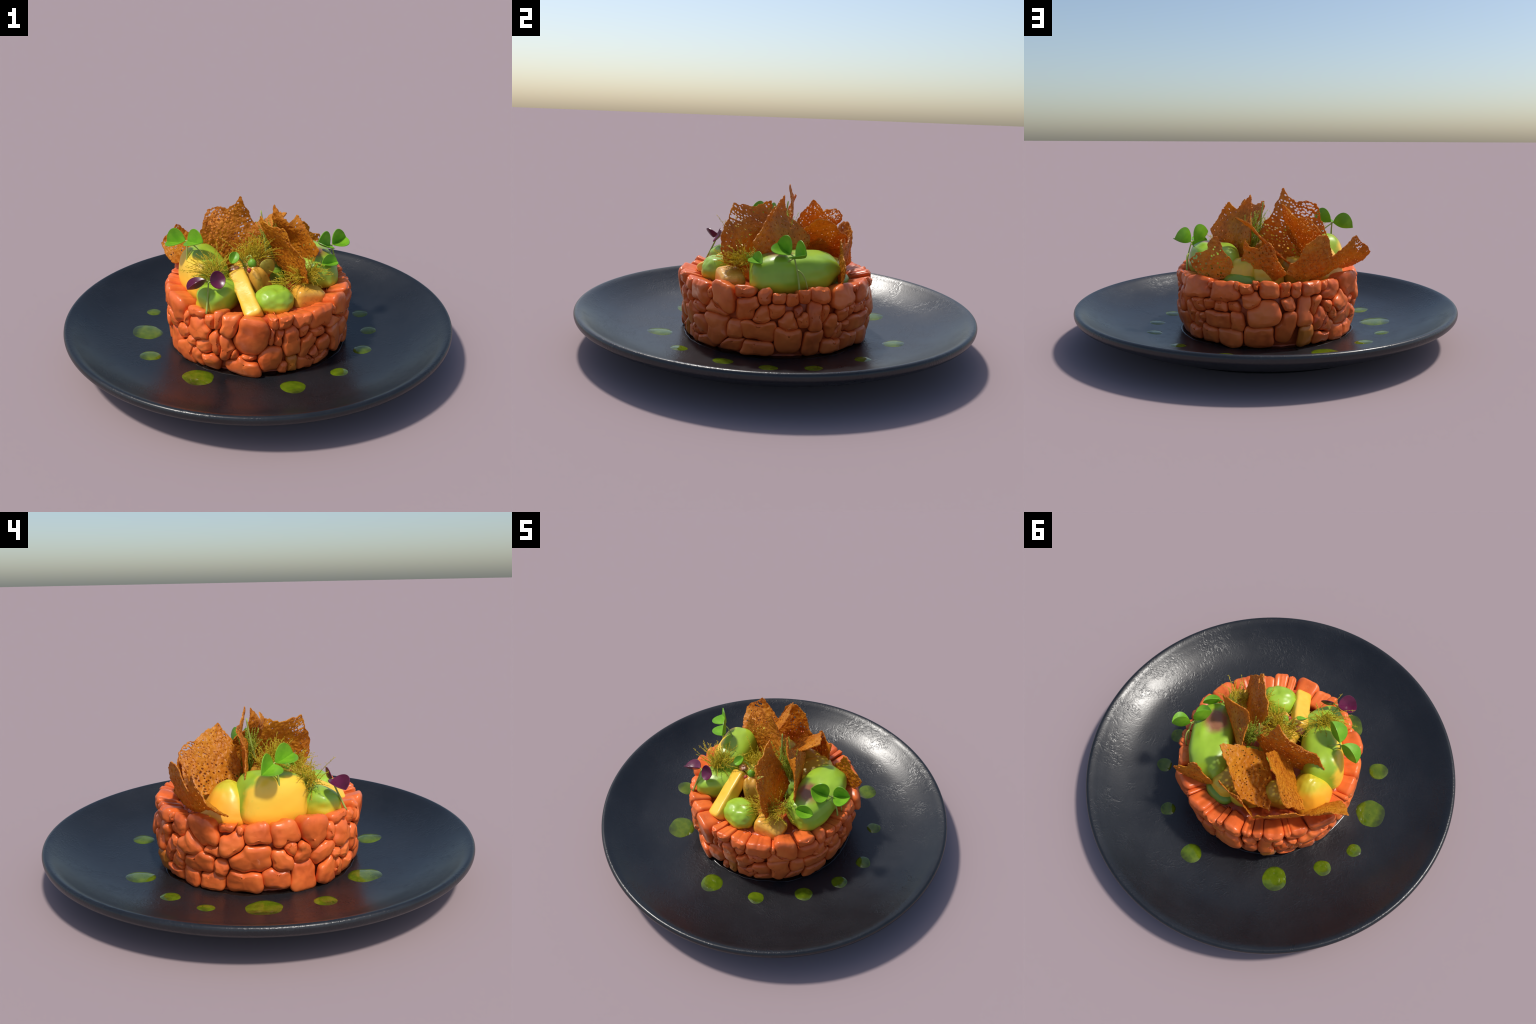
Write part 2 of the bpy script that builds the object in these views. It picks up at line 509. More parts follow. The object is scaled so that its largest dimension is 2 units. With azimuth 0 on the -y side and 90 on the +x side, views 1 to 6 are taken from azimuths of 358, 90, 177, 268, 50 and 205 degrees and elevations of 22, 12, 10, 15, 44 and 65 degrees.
ND = 56
angles = np.arange(ND) * math.tau / ND
steps = np.linspace(.002, .16, 80)
for pi, p in enumerate(pieces):
    ca, sa = np.cos(angles)[:, None], np.sin(angles)[:, None]
    S, Z = p.s + ca * steps, p.z + sa * steps
    own = norm_distance(S, Z, p)
    other = np.full_like(own, 9.0)
    for q in pieces:
        if q is p or abs((q.s - p.s + TURN / 2) % TURN - TURN / 2) > .3:
            continue
        other = np.minimum(other, norm_distance(S, Z, q) + .20 * (p.rank - q.rank))
    lim = 1.26
    stop = (own > lim) | (other < own)
    if p.row == "top":
        stop |= Z > .378 + .012 * math.sin(p.az * 1.7) + .012 * p.rank - .020 * math.exp(-((p.az + 13) / 17) ** 2)
    stop |= Z < .051
    stop[:, -1] = True
    r = steps[np.argmax(stop, axis=1)]
    for _ in range(4 if p.row == 'top' else 1):
        r = .25 * np.roll(r, 1) + .5 * r + .25 * np.roll(r, -1)
    r = np.maximum(r * (1 + .05 * np.sin(2 * angles + pi) + .03 * np.sin(3 * angles + 2 * pi)) + rng.uniform(-.0040, .0012), .004)
    mean = float(r.mean())
    re = min(rng.uniform(.012, .022) + (.005 if p.row == 'top' else 0), mean * .6)                      # rounding of the front edge
    depth = .108 if p.row == "top" else .045
    lo_frac = rng.uniform(-.006, .006)
    proud = .0075 * p.rank + rng.uniform(-.004, .004)
    lean = rng.uniform(-.21, .21, 2)
    layers = []                                     # (inset, out)
    for f in (.92, .7, .45, .2):
        layers.append((re + (mean - re) * f, 0))
    for a in np.linspace(0, math.pi / 2, 6):
        layers.append((re * (1 - math.sin(a)), -re * (1 - math.cos(a))))
    if p.row == "top":
        for d in (.035, .055, .075, .092):
            layers.append((.0, -d))
        for a in np.linspace(0, math.pi / 2, 5)[1:]:
            layers.append((re * (1 - math.cos(a)), -.092 - .016 * math.sin(a)))
    else:
        layers.append((0, -.03))
        layers.append((mean * .25, -depth))
    verts = []
    kind_wave = rng.uniform(0, 6.28)
    for inset, out in layers:
        sc = np.maximum(0, r - inset * r / mean) if inset > re else np.maximum(0, r - inset)
        dz = sc * np.sin(angles)
        ds = sc * np.cos(angles)
        z = p.z + dz
        if p.row == "top":                          # long pieces run inwards and dip a little
            z = z - .29 * np.maximum(0, -out - .012) * (dz > 0)
            groove = vnoise(np.stack([(p.s + ds) / RM, 0 * ds + pi, 0 * ds], 1), 34, 77)
            z = z - .0075 * np.maximum(0, groove) ** .7 * np.clip(dz / p.h, 0, 1)
        R = np.array([wall_radius(q) + bulge(p.az, q) for q in z]) + proud + out + lean[0] * ds + lean[1] * dz
        dome = .006 * (1 - np.clip(sc / np.maximum(r, 1e-6), 0, 1) ** 2) if out == 0 else 0
        R = R + dome
        th = (p.s + ds) / RM
        verts += list(np.stack([R * np.sin(th), -R * np.cos(th), z], 1))
    n = len(layers)
    R0 = wall_radius(p.z) + bulge(p.az, p.z) + proud + .006
    verts.append(V(R0 * math.sin(p.s / RM), -R0 * math.cos(p.s / RM), p.z))
    R1 = wall_radius(p.z) + proud - depth
    verts.append(V(R1 * math.sin(p.s / RM), -R1 * math.cos(p.s / RM), p.z))
    verts = np.array(verts)
    outw = np.stack([verts[:, 0], verts[:, 1], np.zeros(len(verts))], 1)
    outw /= np.linalg.norm(outw, axis=1, keepdims=True)
    amp = .0035 * vnoise(verts, 22, pi) + .0018 * vnoise(verts, 55, pi + 1)
    verts += outw * amp[:, None]
    verts[:, 2] += (.0030 * vnoise(verts, 28, pi + 5)) * (verts[:, 2] > .07)
    mat = MAT["salmon"]
    if p.row == "bottom" and round(p.az) in (19, 202):
        mat = MAT["salmon_tan"]
    elif p.row != "top" and p.w * p.h < .00075 and rng.random() < .35:
        mat = MAT["salmon_deep"]
    add("salmon_piece", make_mesh("salmon_piece", verts, ring_faces(n, ND, n * ND, n * ND + 1, True), mat), tartare)


# ------------------------------------------------------------------ fruit
def blob(centre, half, yaw=0, pitch=0, power=2.6, seed=0, bumps=.05, dents=(), res=(72, 40), taper=0.0):
    """Rounded lump: a superellipsoid with soft bumps and pressed-in dents (local direction, width, depth)."""
    nu, nv = res
    u = np.arange(nu) * math.tau / nu
    v = np.linspace(-math.pi / 2, math.pi / 2, nv + 2)[1:-1]
    pts = [(math.cos(b) * math.cos(a), math.cos(b) * math.sin(a), math.sin(b)) for b in v for a in u] + [(0, 0, -1), (0, 0, 1)]
    d = np.array(pts)
    k = (np.abs(d) ** power).sum(1) ** (-1 / power)
    k = k * (1 + bumps * vnoise(d, 1.6, seed) + .4 * bumps * vnoise(d, 4, seed + 1))
    for direction, width, depth in dents:
        k = k - depth * np.exp(-(np.linalg.norm(d - unit(direction), axis=1) / width) ** 2)
    q = d * k[:, None] * np.array(half)
    q[:, :2] *= (1 - taper * np.clip(d[:, 2:], -.3, 1))
    cp, sp = math.cos(pitch), math.sin(pitch)
    q = np.stack([q[:, 0] * cp - q[:, 2] * sp, q[:, 1], q[:, 0] * sp + q[:, 2] * cp], 1)
    c, s = math.cos(yaw), math.sin(yaw)
    q = np.stack([q[:, 0] * c - q[:, 1] * s, q[:, 0] * s + q[:, 1] * c, q[:, 2]], 1)
    return q + np.array(centre), ring_faces(nv, nu, nv * nu, nv * nu + 1)


def lump(name, label, category, mat, *a, **k):
    v, f = blob(*a, **k)
    return add(name, make_mesh(name, v, f, mat), label=label, category=category)


AVO = ("avocado_piece", "smooth glossy green avocado lump shading to yellow", "avocado")
R = math.radians
# big lobe on the right
lump(*AVO, avocado_material("avocado_right", None, (0, 0, -1), -.40, -.33, pit=((.285, .005, .50), .085)),
     (.277, .075, .415), (.213, .114, .106), R(106), 0, 2.7, 11, .080, [((-.10, .0, 1), .34, .13), ((.5, -.5, .9), .3, .05)])
# small round lobe, front right
lump(*AVO, avocado_material("avocado_front", None, (0, 0, -1), -.375, -.345),
     (.068, -.292, .370), (.092, .084, .072), R(20), 0, 2.4, 5, .09, [((.15, -.25, .9), .30, .16)])
# front left lobe
lump(*AVO, avocado_material("avocado_left", None, (-.3, 0, -1), -.33, -.27),
     (-.195, -.232, .372), (.135, .088, .082), R(55), 0, 2.6, 21, .06)
# tall wedge on the left: green outside the cut, yellow flesh towards the rim
lump(*AVO, avocado_material("avocado_wedge", None, (-.90, -.43, -.10), .252, .284, (.34, .50, .03), (.92, .56, .045)),
     (-.274, -.048, .416), (.160, .108, .128), R(114), R(9), 3.2, 33, .03, taper=.10)
MANGO = ("mango_piece", "smooth glossy golden yellow mango chunk", "mango")
lump(*MANGO, avocado_material("mango_round", None, (-.4, .5, -.75), -.17, -.11, (.66, .54, .03), (.88, .42, .03)),
     (-.282, .138, .392), (.112, .100, .118), R(72), 0, 2.3, 41, .06, [((.55, -.5, .7), .4, .06)], taper=.46)
DULL = fruit_material("mango_dull", (.60, .42, .028), (.70, .50, .040))
lump(*MANGO, DULL,
     (.105, .225, .385), (.105, .075, .070), R(60), R(12), 3.2, 51, .04)
lump(*MANGO, DULL, (.010, .270, .370), (.085, .060, .075), R(10), 0, 2.6, 52, .06)
lump(*MANGO, DULL, (-.140, .212, .375), (.075, .065, .080), R(10), 0, 2.6, 53, .06)
lump(*MANGO, MAT["mango_orange"], (.235, -.225, .352), (.082, .060, .056), R(20), R(-12), 4.6, 61, .04)
lump(*AVO, avocado_material("avocado_back", None, (0, 0, -1), -.30, -.2, (.20, .34, .03)),
     (.145, .300, .345), (.080, .050, .048), R(-20), 0, 2.4, 63, .05)
lump(*AVO, avocado_material("avocado_centre", None, (0, 0, -1), -.30, -.2, (.24, .42, .03)),
     (.055, .085, .330), (.095, .090, .065), 0, 0, 2.5, 64, .07)
lump("pear_piece", "tan spiced pear chunk with dark flecks", "pear", MAT["tan"], (-.012, -.130, .385), (.058, .070, .105), R(52), R(16), 3.6, 71, .09, taper=.38)
lump("pear_piece", "tan spiced pear chunk with dark flecks", "pear", MAT["tan"], (-.030, -.040, .415), (.090, .070, .085), R(20), R(8), 3.2, 78, .10)
lump(*MANGO, MAT["mango"], (-.085, -.075, .425), (.050, .028, .055), R(60), R(20), 4, 79, .04)
lump("brown_knob", "small knobbly brown dried berry", "berry", MAT["knob"], (-.116, -.120, .462), (.028, .024, .022), 0, 0, 2.2, 73, .22, res=(32, 18))
lump("herb_bud", "small round bright green bud", "herb bud", MAT["bud"], (-.031, -.136, .501), (.022, .021, .025), 0, 0, 2, 74, .03, res=(28, 16))
lump("red_berry", "tiny round dark red berry", "berry", MAT["berry"], (-.046, -.163, .476), (.012, .012, .012), 0, 0, 2, 75, .02, res=(20, 12))
# thin pickled slice leaning against the crisps
lump("pickled_slice", "thin round translucent yellow pickled slice", "pickle", MAT["slice"], (.044, -.108, .468), (.044, .007, .044), R(26), 0, 2.3, 77, .03)


def bar(a, b, width, height, twist, seed):
    """Cut stick with softly rounded edges between two end points."""
    a, b = V(*a), V(*b)
    t = unit(b - a)
    s = unit(np.cross(t, V(0, 0, 1)))
    u = np.cross(s, t)
    c, sn = math.cos(twist), math.sin(twist)
    s, u = c * s + sn * u, -sn * s + c * u
    ns, verts = 40, []
    L = np.linalg.norm(b - a)
    prof = [(0, .55), (.004, .8), (.012, .95), (.025, 1)] + [(f * L, 1) for f in np.linspace(.12, .88, 12)] + [(L - .025, 1), (L - .012, .95), (L - .004, .8), (L, .55)]
    for d, k in prof:
        for i in range(ns):
            an = math.tau * i / ns
            q = (abs(math.cos(an)) ** 7 + abs(math.sin(an)) ** 7) ** (-1 / 7)
            p = a + t * d + k * (.5 * width * q * math.cos(an) * s + .5 * height * q * math.sin(an) * u)
            verts.append(p)
    verts += [a, b]
    verts = np.array(verts)
    verts += .0025 * np.stack([vnoise(verts, 30, seed), vnoise(verts, 30, seed + 1), vnoise(verts, 30, seed + 2)], 1)
    n = len(prof)
    return verts, ring_faces(n, ns, n * ns, n * ns + 1)


bv, bf = bar((-.108, -.140, .455), (-.024, -.400, .330), .086, .074, R(-26), 5)
add("mango_stick", make_mesh("mango_stick", bv, bf, MAT["mango"]), label="cut stick of golden yellow mango", category="mango")


# ------------------------------------------------------------------ lace crisps
def thin_plate(uv, w, q, reg=2e-4):
    """Smooth height through scattered points."""
    def phi(r):
        return np.where(r > 1e-9, r * r * np.log(r + 1e-12), 0)
    n = len(uv)
    K = phi(np.linalg.norm(uv[:, None] - uv[None], axis=2)) + reg * np.eye(n)
    P = np.hstack([np.ones((n, 1)), uv])
    A = np.block([[K, P], [P.T, np.zeros((3, 3))]])
    sol = np.linalg.solve(A, np.concatenate([w, np.zeros(3)]))
    return phi(np.linalg.norm(q[:, None] - uv[None], axis=2)) @ sol[:n] + sol[n] + q @ sol[n + 1:]


def polygon_distance(q, poly):
    """Signed distance to a polygon, positive inside."""
    best = np.full(len(q), 9.0)
    inside = np.zeros(len(q), bool)
    for i in range(len(poly)):
        a, b = poly[i], poly[(i + 1) % len(poly)]
        e, d = b - a, q - a
        t = np.clip((d @ e) / (e @ e + 1e-12), 0, 1)
        best = np.minimum(best, np.linalg.norm(d - t[:, None] * e, axis=1))
        cross = (a[1] > q[:, 1]) != (b[1] > q[:, 1])
        x = a[0] + (q[:, 1] - a[1]) / (b[1] - a[1] + 1e-15) * e[0]
        inside ^= cross & (q[:, 0] < x)
    return np.where(inside, best, -best)


def crisp(outline, extra=(), lace=(), holes=.5, seed=0, grain=(0, 0, 1), cell=.0024):
    """A brittle lacy sheet.  outline: 3D points round its edge; extra: further points on the
    sheet; lace: (3D centre, radius) of areas where the batter ran into open lace."""
    g = np.random.default_rng(seed)
    P = np.array(outline, float)
    A = np.vstack([P, np.array(extra, float).reshape(-1, 3)])
    c = P.mean(0)
    _, _, ax = np.linalg.svd(A - c)
    U, W, N = ax
    uvA = np.stack([(A - c) @ U, (A - c) @ W], 1)
    wA = (A - c) @ N
    poly = uvA[:len(P)]
    lo, hi = poly.min(0) - .02, poly.max(0) + .02
    nx, ny = (np.ceil((hi - lo) / cell)).astype(int) + 1
    X, Y = np.meshgrid(lo[0] + cell * np.arange(nx), lo[1] + cell * np.arange(ny), indexing="ij")
    q = np.stack([X.ravel(), Y.ravel()], 1)
    q3 = np.hstack([q, np.zeros((len(q), 1))])
    edge = polygon_distance(q, poly) + .0050 * vnoise(q3, 45, seed) + .0040 * vnoise(q3, 110, seed + 1) + .0015 * vnoise(q3, 260, seed + 2)
    bare = np.full(len(q), 9.0)
    # holes, drawn out along the grain
    gr = unit([V(*grain) @ U, V(*grain) @ W])
    gp = V(-gr[1], gr[0])
    lc = [(V((V(*l[0]) - c) @ U, (V(*l[0]) - c) @ W), l[1]) for l in lace]
    step = .0155
    for i in range(int((hi - lo)[0] / step) + 1):
        for j in range(int((hi - lo)[1] / step) + 1):
            h = lo + step * (V(i + .5 * (j % 2), j) + g.uniform(.2, .8, 2))
            open_ = max([math.exp(-(np.linalg.norm(h - l) / rr) ** 4) for l, rr in lc], default=0)
            if g.random() > holes * .95 + open_:
                continue
            rad = g.uniform(.0024, .0050) * (.75 + .5 * holes) + .0022 * open_ * g.uniform(.5, 1)
            el = g.uniform(1, 1.7) + .15 * open_
            d = q - h
            dist = np.sqrt(((d @ gr) / el) ** 2 + (d @ gp) ** 2) - rad
            bare = np.minimum(bare, dist)
    keep = .0055 + .0035 * vnoise(q3, 35, seed + 9)          # an unbroken line of batter along the edge
    field = np.minimum(edge, np.maximum(bare, keep - edge))
    w = thin_plate(uvA, wA, q)
    w = w + .0045 * vnoise(q3, 14, seed + 3) + .0022 * vnoise(q3, 60, seed + 4) + .0014 * vnoise(q3, 130, seed + 8)
    F = field.reshape(nx, ny)
    Wg = w.reshape(nx, ny)
    pos, index, faces = [], {}, []

    def corner(i, j):
        k = (i, j)
        if k not in index:
            index[k] = len(pos)
            pos.append((X[i, j], Y[i, j], Wg[i, j]))
        return index[k]

    def crossing(i0, j0, i1, j1):
        k = (min((i0, j0), (i1, j1)), max((i0, j0), (i1, j1)))
        if k not in index:
            t = min(.98, max(.02, F[i0, j0] / (F[i0, j0] - F[i1, j1])))
            index[k] = len(pos)
            pos.append(tuple((1 - t) * m[i0, j0] + t * m[i1, j1] for m in (X, Y, Wg)))
        return index[k]

    inside = F > 0
    any_in = inside[:-1, :-1] | inside[1:, :-1] | inside[1:, 1:] | inside[:-1, 1:]
    for i, j in np.argwhere(any_in):
        ring = [(i, j), (i + 1, j), (i + 1, j + 1), (i, j + 1)]
        face = []
        for k in range(4):
            a, b = ring[k], ring[(k + 1) % 4]
            if inside[a]:
                face.append(corner(*a))
            if inside[a] != inside[b]:
                face.append(crossing(*a, *b))
        if len(face) >= 3:
            faces.append(face)
    # keep the largest connected piece
    par = list(range(len(pos)))

    def root(x):
        while par[x] != x:
            par[x] = par[par[x]]
            x = par[x]
        return x
    for f in faces:
        for k in f[1:]:
            par[root(k)] = root(f[0])
    count = {}
    for f in faces:
        count[root(f[0])] = count.get(root(f[0]), 0) + 1
    best = max(count, key=count.get)
    faces = [f for f in faces if root(f[0]) == best]
    used = sorted({k for f in faces for k in f})
    remap = {k: n for n, k in enumerate(used)}
    faces = [[remap[k] for k in f] for f in faces]
    p = np.array([pos[k] for k in used])
    verts = c + p[:, :1] * U + p[:, 1:2] * W + p[:, 2:] * N
    thick = lambda v: .0054 + .0018 * vnoise(v, 90, seed + 6)
    return thick_sheet(verts, faces, thick)


CRISPS = [
    # tall crisp in the middle, seen edge-on from the left
    dict(outline=[(-.084, .054, .793), (-.112, .066, .748), (-.150, .078, .722), (-.200, .088, .728), (-.249, .094, .714), (-.268, .075, .680), (-.277, .054, .640),
                  (-.300, .058, .590), (-.335, .064, .487), (-.300, .066, .440), (-.10, .055, .415), (.010, .045, .440), (.045, .040, .545), (.020, .040, .612), (-.022, .068, .650), (-.050, .062, .720)],
         lace=[((-.215, .085, .685), .055)], holes=.62, seed=101, grain=(1, 0, .5)),
    # front crisp with a lacy corner
    dict(outline=[(.116, -.223, .713), (.135, -.232, .690), (.150, -.245, .640), (.195, -.268, .590), (.212, -.274, .565), (.226, -.270, .500), (.236, -.255, .440), (.205, -.180, .412),
                  (.160, -.080, .410), (.110, .025, .425), (.096, .022, .455), (.078, .008, .515), (.060, -.004, .570), (.046, -.020, .610), (.026, -.030, .650), (.010, -.036, .690), (.013, -.040, .719), (.032, -.080, .700), (.060, -.120, .690), (.085, -.165, .697)],
         extra=[(.130, -.120, .585)], lace=[((.125, -.215, .660), .055)], holes=.4, seed=102, grain=(.6, -.3, .6)),
    # right crisp, folded, smooth faced
    dict(outline=[(.085, .020, .752), (.105, .002, .735), (.130, -.018, .695), (.159, -.031, .677), (.180, -.026, .695), (.200, -.022, .716), (.222, -.040, .690), (.262, -.080, .620),
                  (.302, -.119, .552), (.285, -.095, .500), (.240, -.040, .430), (.165, .040, .405), (.110, .120, .440), (.092, .145, .510), (.083, .156, .556), (.084, .125, .590), (.084, .080, .628), (.084, .045, .650), (.080, .030, .700)],
         extra=[(.150, .030, .600), (.200, -.010, .560)], holes=.22, seed=103, grain=(.5, 0, 1)),
    # leaning crisp at the back, broad face upwards
    dict(outline=[(.153, .177, .650), (.166, .190, .658), (.122, .238, .645), (.085, .268, .622), (.054, .304, .580), (.018, .345, .560), (-.012, .356, .527),
                  (-.070, .340, .470), (-.143, .324, .410), (-.125, .250, .412), (-.085, .160, .437), (-.014, .070, .489), (.030, .090, .532), (.055, .108, .555), (.085, .120, .590), (.120, .150, .620)],
         holes=.30, seed=104, grain=(.6, .5, .6)),
    # lacy peaked crisp behind
    dict(outline=[(-.073, .175, .719), (-.090, .195, .700), (-.125, .225, .668), (-.142, .232, .655), (-.162, .265, .661), (-.190, .308, .658), (-.206, .325, .645), (-.230, .345, .620), (-.248, .345, .595), (-.262, .315, .550),
                  (-.288, .297, .500), (-.304, .262, .447), (-.240, .180, .440), (-.165, .085, .450), (-.120, .080, .530), (-.092, .095, .595), (-.080, .130, .660)],
         lace=[((-.205, .300, .625), .045)], holes=.62, seed=105, grain=(-.4, .5, .4)),
    # long curved crisp along the back rim with a fish-tail end
    dict(outline=[(-.080, .383, .402), (-.100, .380, .450), (-.135, .388, .470), (-.160, .394, .520), (-.172, .396, .546), (-.205, .390, .560), (-.235, .383, .582), (-.268, .360, .586), (-.290, .340, .565),
                  (-.302, .322, .510), (-.313, .303, .474), (-.350, .298, .500), (-.395, .290, .535), (-.434, .276, .578), (-.455, .262, .545), (-.500, .232, .508), (-.515, .224, .482), (-.500, .195, .458), (-.482, .166, .430), (-.450, .132, .399),
                  (-.410, .150, .392), (-.360, .190, .388), (-.310, .238, .378), (-.255, .280, .366), (-.190, .318, .362), (-.130, .345, .366)],
         extra=[(-.380, .240, .455)], holes=.33, seed=106, grain=(-.6, .4, .5), lace=[((-.455, .26, .52), .03)]),
    # back rim, middle
    dict(outline=[(.118, .320, .554), (.095, .328, .532), (.054, .345, .517), (.030, .355, .535), (.006, .362, .553), (-.018, .369, .525), (-.040, .374, .473), (-.060, .378, .430), (-.080, .383, .400),
                  (-.025, .328, .356), (.060, .296, .352), (.125, .266, .364), (.148, .275, .408), (.139, .292, .440), (.128, .306, .490)],
         holes=.38, seed=107, grain=(.2, 0, 1), lace=[((.01, .36, .52), .03)]),
    # back rim, right
    dict(outline=[(.274, .289, .572), (.253, .288, .574), (.240, .290, .545), (.230, .291, .520), (.220, .295, .492), (.190, .298, .463), (.172, .301, .425), (.153, .303, .411), (.180, .292, .385),
                  (.208, .292, .366), (.288, .294, .358), (.338, .294, .376), (.370, .298, .420), (.385, .303, .462), (.355, .300, .490), (.325, .296, .500), (.304, .296, .512), (.294, .293, .545)],
         holes=.40, seed=108, grain=(.3, 0, 1), lace=[((.37, .30, .47), .02)]),
]
for k in CRISPS:
    v, f = crisp(**k)
    add("lace_crisp", make_mesh("lace_crisp", v, f, MAT["crisp"], True, 48), label="thin brittle toffee-brown lace crisp with jagged edge and holes", category="crisp")


# ------------------------------------------------------------------ sprouts
def leaf(base, tip, up, width, fold=35, cup=.26, heart=.0, curl=0.0):
    base, tip = V(*base), V(*tip)
    tip = base + .93 * (tip - base)
    width, fold = .86 * width, .75 * fold
    ax = tip - base
    L = np.linalg.norm(ax)
    ax = ax / L
    up = unit(V(*up) - (V(*up) @ ax) * ax)
    side = np.cross(ax, up)
    nu, nv, verts, faces = 16, 14, [], []
    fr = math.radians(fold)
    for i in range(nu + 1):
        t = i / nu
        half = width / 2 * max(.04, math.sin(math.pi * min(.997, max(.004, t ** 1.0))) ** .5)
        for j in range(nv + 1):
            s = 2 * j / nv - 1
            tt = t * L - heart * L * (1 - abs(s)) * max(0, t - .6) / .4
            lift = half * abs(s) * math.sin(fr) - cup * width * (1 - s * s) * math.sin(math.pi * t) * .5 + curl * L * t * t
            verts.append(base + ax * tt + side * half * s * math.cos(fr) + up * lift)
    for i in range(nu):
        for j in range(nv):
            a = i * (nv + 1) + j
            faces.append((a, a + 1, a + nv + 2, a + nv + 1))
    return thick_sheet(verts, faces, .0034)


def sprout(label, base, hub, bend, leaves, leaf_mat, radius=.0052, side_stems=()):
    o = add("clover_sprout", None, label=label, category="sprout")
    pts = bezier(base, bend, hub, 12)
    v, f = tube(pts, np.linspace(radius, radius * .62, 12), 8)
    add("stem", make_mesh("stem", v, f, MAT["stem"]), o)
    for a, b, c, r in side_stems:
        v, f = tube(bezier(a, b, c, 9), np.linspace(r, r * .7, 9), 6)
        add("stem", make_mesh("stem", v, f, MAT["stem"]), o)
    for k in leaves:
        st = k.pop("stalk", None)
        if st is not None:
            v, f = tube(bezier(hub, (V(*hub) + V(*k["base"])) / 2 + V(0, 0, .004), k["base"], 6), np.linspace(.0036, .003, 6), 6)
            add("stalk", make_mesh("stalk", v, f, MAT["stem"]), o)
        v, f = leaf(**k)
        add("leaf", make_mesh("leaf", v, f, leaf_mat, True, 60), o)
    return o


GREEN = "clover sprout with round folded bright green leaves"
sprout(GREEN, (-.357, -.080, .490), (-.356, -.060, .596), (-.352, -.082, .55), [
    dict(base=(-.362, -.056, .598), tip=(-.466, .000, .575), up=(-.35, -.62, .71), width=.158, fold=56, stalk=1),
    dict(base=(-.350, -.066, .600), tip=(-.264, -.152, .622), up=(-.53, -.47, .71), width=.150, fold=56, stalk=1),
], MAT["leaf"], side_stems=[((-.356, -.062, .594), (-.31, -.05, .57), (-.285, -.06, .53), .0034)])
sprout("clover sprout with dark purple folded leaves", (-.254, -.383, .350), (-.242, -.319, .488), (-.246, -.345, .43), [
    dict(base=(-.252, -.322, .492), tip=(-.346, -.368, .468), up=(-.50, -.02, .80), width=.125, fold=42, stalk=1),
    dict(base=(-.234, -.324, .488), tip=(-.158, -.306, .500), up=(.30, -.80, .50), width=.100, fold=14, stalk=1),
], MAT["purple"])
sprout(GREEN, (.418, .098, .360), (.393, .068, .511), (.418, .090, .44), [
    dict(base=(.398, .074, .516), tip=(.480, .122, .542), up=(.37, -.60, .71), width=.158, fold=56, stalk=1),
    dict(base=(.380, .052, .520), tip=(.306, -.012, .562), up=(.48, -.52, .71), width=.155, fold=54, stalk=1),
], MAT["leaf"], side_stems=[((.408, .083, .455), (.425, .12, .45), (.410, .135, .365), .004), ((.393, .068, .505), (.385, .045, .49), (.375, .030, .475), .003)])
sprout("small clover sprout lying on its side", (.285, -.105, .475), (.317, -.123, .486), (.30, -.115, .485), [
    dict(base=(.320, -.120, .487), tip=(.408, -.072, .478), up=(.30, -.55, .75), width=.100, fold=52),
], MAT["leaf"], .004)
sprout("small herb sprout with one green leaf", (-.070, -.105, .470), (-.105, -.125, .530), (-.08, -.11, .52), [
    dict(base=(-.108, -.128, .560), tip=(-.135, -.175, .515), up=(.2, -.6, .7), width=.062, fold=25),
], MAT["leaf"], .0045, side_stems=[((-.06, -.10, .515), (-.03, -.10, .55), (-.035, -.125, .515), .004)])
sv, sf = tube(bezier((.045, .000, .50), (.035, .030, .60), (.021, .043, .718), 14), np.linspace(.0062, .0035, 14), 6)
add("herb_stalk", make_mesh("herb_stalk", sv, sf, MAT["stem"]), label="thin upright yellow green herb stalk", category="herb")


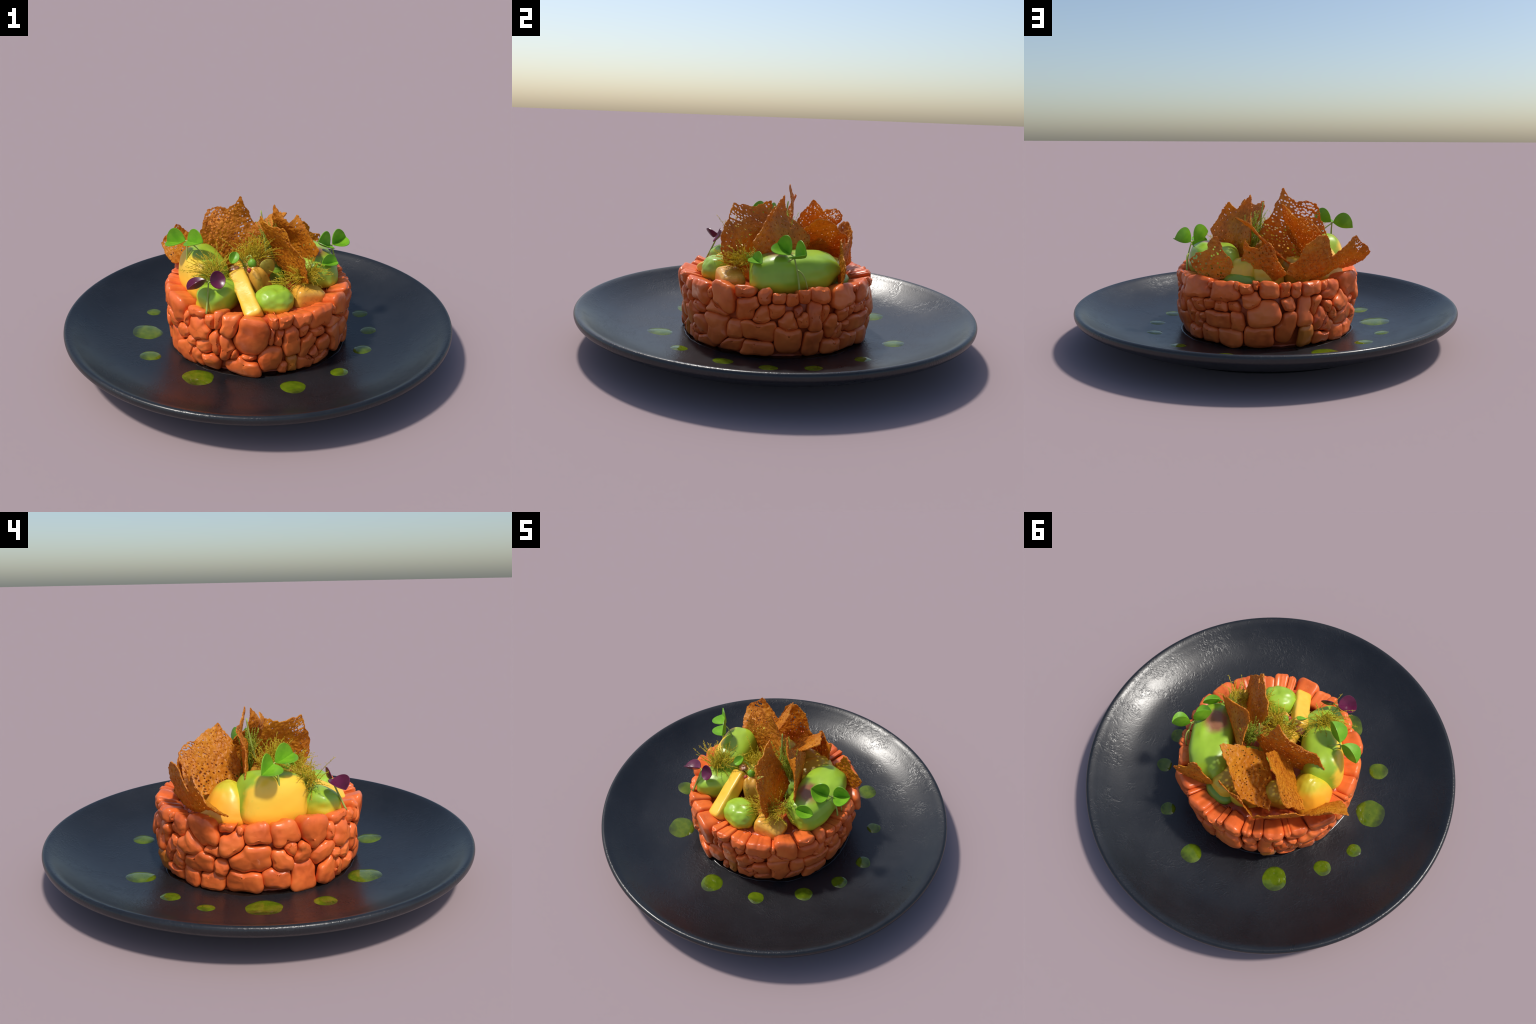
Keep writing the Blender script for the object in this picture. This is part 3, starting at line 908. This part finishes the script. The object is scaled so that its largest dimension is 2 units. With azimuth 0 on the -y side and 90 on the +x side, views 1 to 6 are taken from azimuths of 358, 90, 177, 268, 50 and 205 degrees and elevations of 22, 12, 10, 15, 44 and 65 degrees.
# ------------------------------------------------------------------ dill
def dill(base, axis, reach, spread, stems, seed, flat=1.0, needle=.014, mat="dill", core=.4):
    """A tuft of feathery fronds fanning out from the base along the axis."""
    g = np.random.default_rng(seed)
    base, axis = V(*base), unit(axis)
    vs, fs, gold = [], [], []

    def put(points, r0, r1, sides=3):
        v, f = tube(points, np.linspace(r0, r1, len(points)), sides)
        o = len(vs)
        vs.extend(v)
        fs.extend([tuple(i + o for i in q) for q in f])

    for _ in range(stems):
        d = unit(axis + spread * g.normal(size=3) * V(1, 1, flat))
        L = reach * g.uniform(.45, 1.05)
        start = base + g.normal(size=3) * .016 * V(1, 1, .5)
        bend = unit(d + g.normal(size=3) * .35)
        end = start + d * L + bend * L * .12 - V(0, 0, .12 * L)
        mid = start + d * L * .5 + V(0, 0, .05 * L)
        path = bezier(start, mid, end, 6)
        put(path, .0016, .0009)
        count = int(L / .0085)
        for k in range(count):
            t = .2 + .8 * (k + g.random()) / max(1, count)
            p = bezier(start, mid, end, 41)[int(min(40, t * 40))]
            nd = unit(d * .8 + g.normal(size=3) * .75)
            nl = needle * g.uniform(.5, 1.2) * (1.15 - .5 * t)
            q = p + nd * nl
            put([p, p + nd * nl * .55 + g.normal(size=3) * .0012, q], .0010, .0005)
            if g.random() < .5:
                m = p + nd * nl * .55
                put([m, m + unit(nd + g.normal(size=3) * .7) * nl * .5], .0009, .0005)
    return make_mesh("dill_tuft", vs, fs, MAT[mat])


DILL = dict(label="feathery tuft of olive gold dill fronds", category="dill", kind="stuff")
TUFTS = [
    dict(base=(-.215, -.235, .480), axis=(-.50, .35, .32), reach=.150, spread=.50, stems=42, seed=1),
    dict(base=(-.205, -.195, .490), axis=(.0, .45, .45), reach=.130, spread=.60, stems=36, seed=2),
    dict(base=(-.235, -.225, .470), axis=(-.4, .2, .3), reach=.075, spread=.6, stems=26, seed=12, mat="dill_core"),
    dict(base=(-.010, -.085, .510), axis=(.05, -.10, .90), reach=.135, spread=.50, stems=52, seed=3),
    dict(base=(-.030, -.030, .490), axis=(-.10, -.10, .60), reach=.100, spread=.75, stems=60, seed=13),
    dict(base=(-.235, -.235, .475), axis=(-.55, .20, .55), reach=.150, spread=.32, stems=10, seed=14),
    dict(base=(.235, -.185, .445), axis=(.35, -.60, .45), reach=.135, spread=.35, stems=10, seed=15),
    dict(base=(-.030, -.060, .500), axis=(.0, -.10, 1), reach=.170, spread=.35, stems=16, seed=16),
    dict(base=(-.085, -.075, .490), axis=(-.35, -.10, .70), reach=.080, spread=.6, stems=30, seed=4),
    dict(base=(.105, .040, .455), axis=(-.30, -.10, 1), reach=.230, spread=.16, stems=54, seed=5, mat="dill_core"),
    dict(base=(.215, -.195, .440), axis=(-.45, -.40, .45), reach=.125, spread=.60, stems=56, seed=6),
    dict(base=(.262, -.150, .455), axis=(.10, -.70, .30), reach=.105, spread=.60, stems=44, seed=7),
    dict(base=(.265, -.122, .470), axis=(.15, -.2, .60), reach=.045, spread=.7, stems=34, seed=8, mat="dill_core"),
    dict(base=(.130, -.225, .430), axis=(-.45, -.25, .35), reach=.080, spread=.6, stems=34, seed=9),
    dict(base=(-.040, -.120, .480), axis=(-.3, -.3, .5), reach=.050, spread=.7, stems=22, seed=10, mat="dill_core"),
]
for k in TUFTS:
    add("dill_tuft", dill(**k), **DILL)
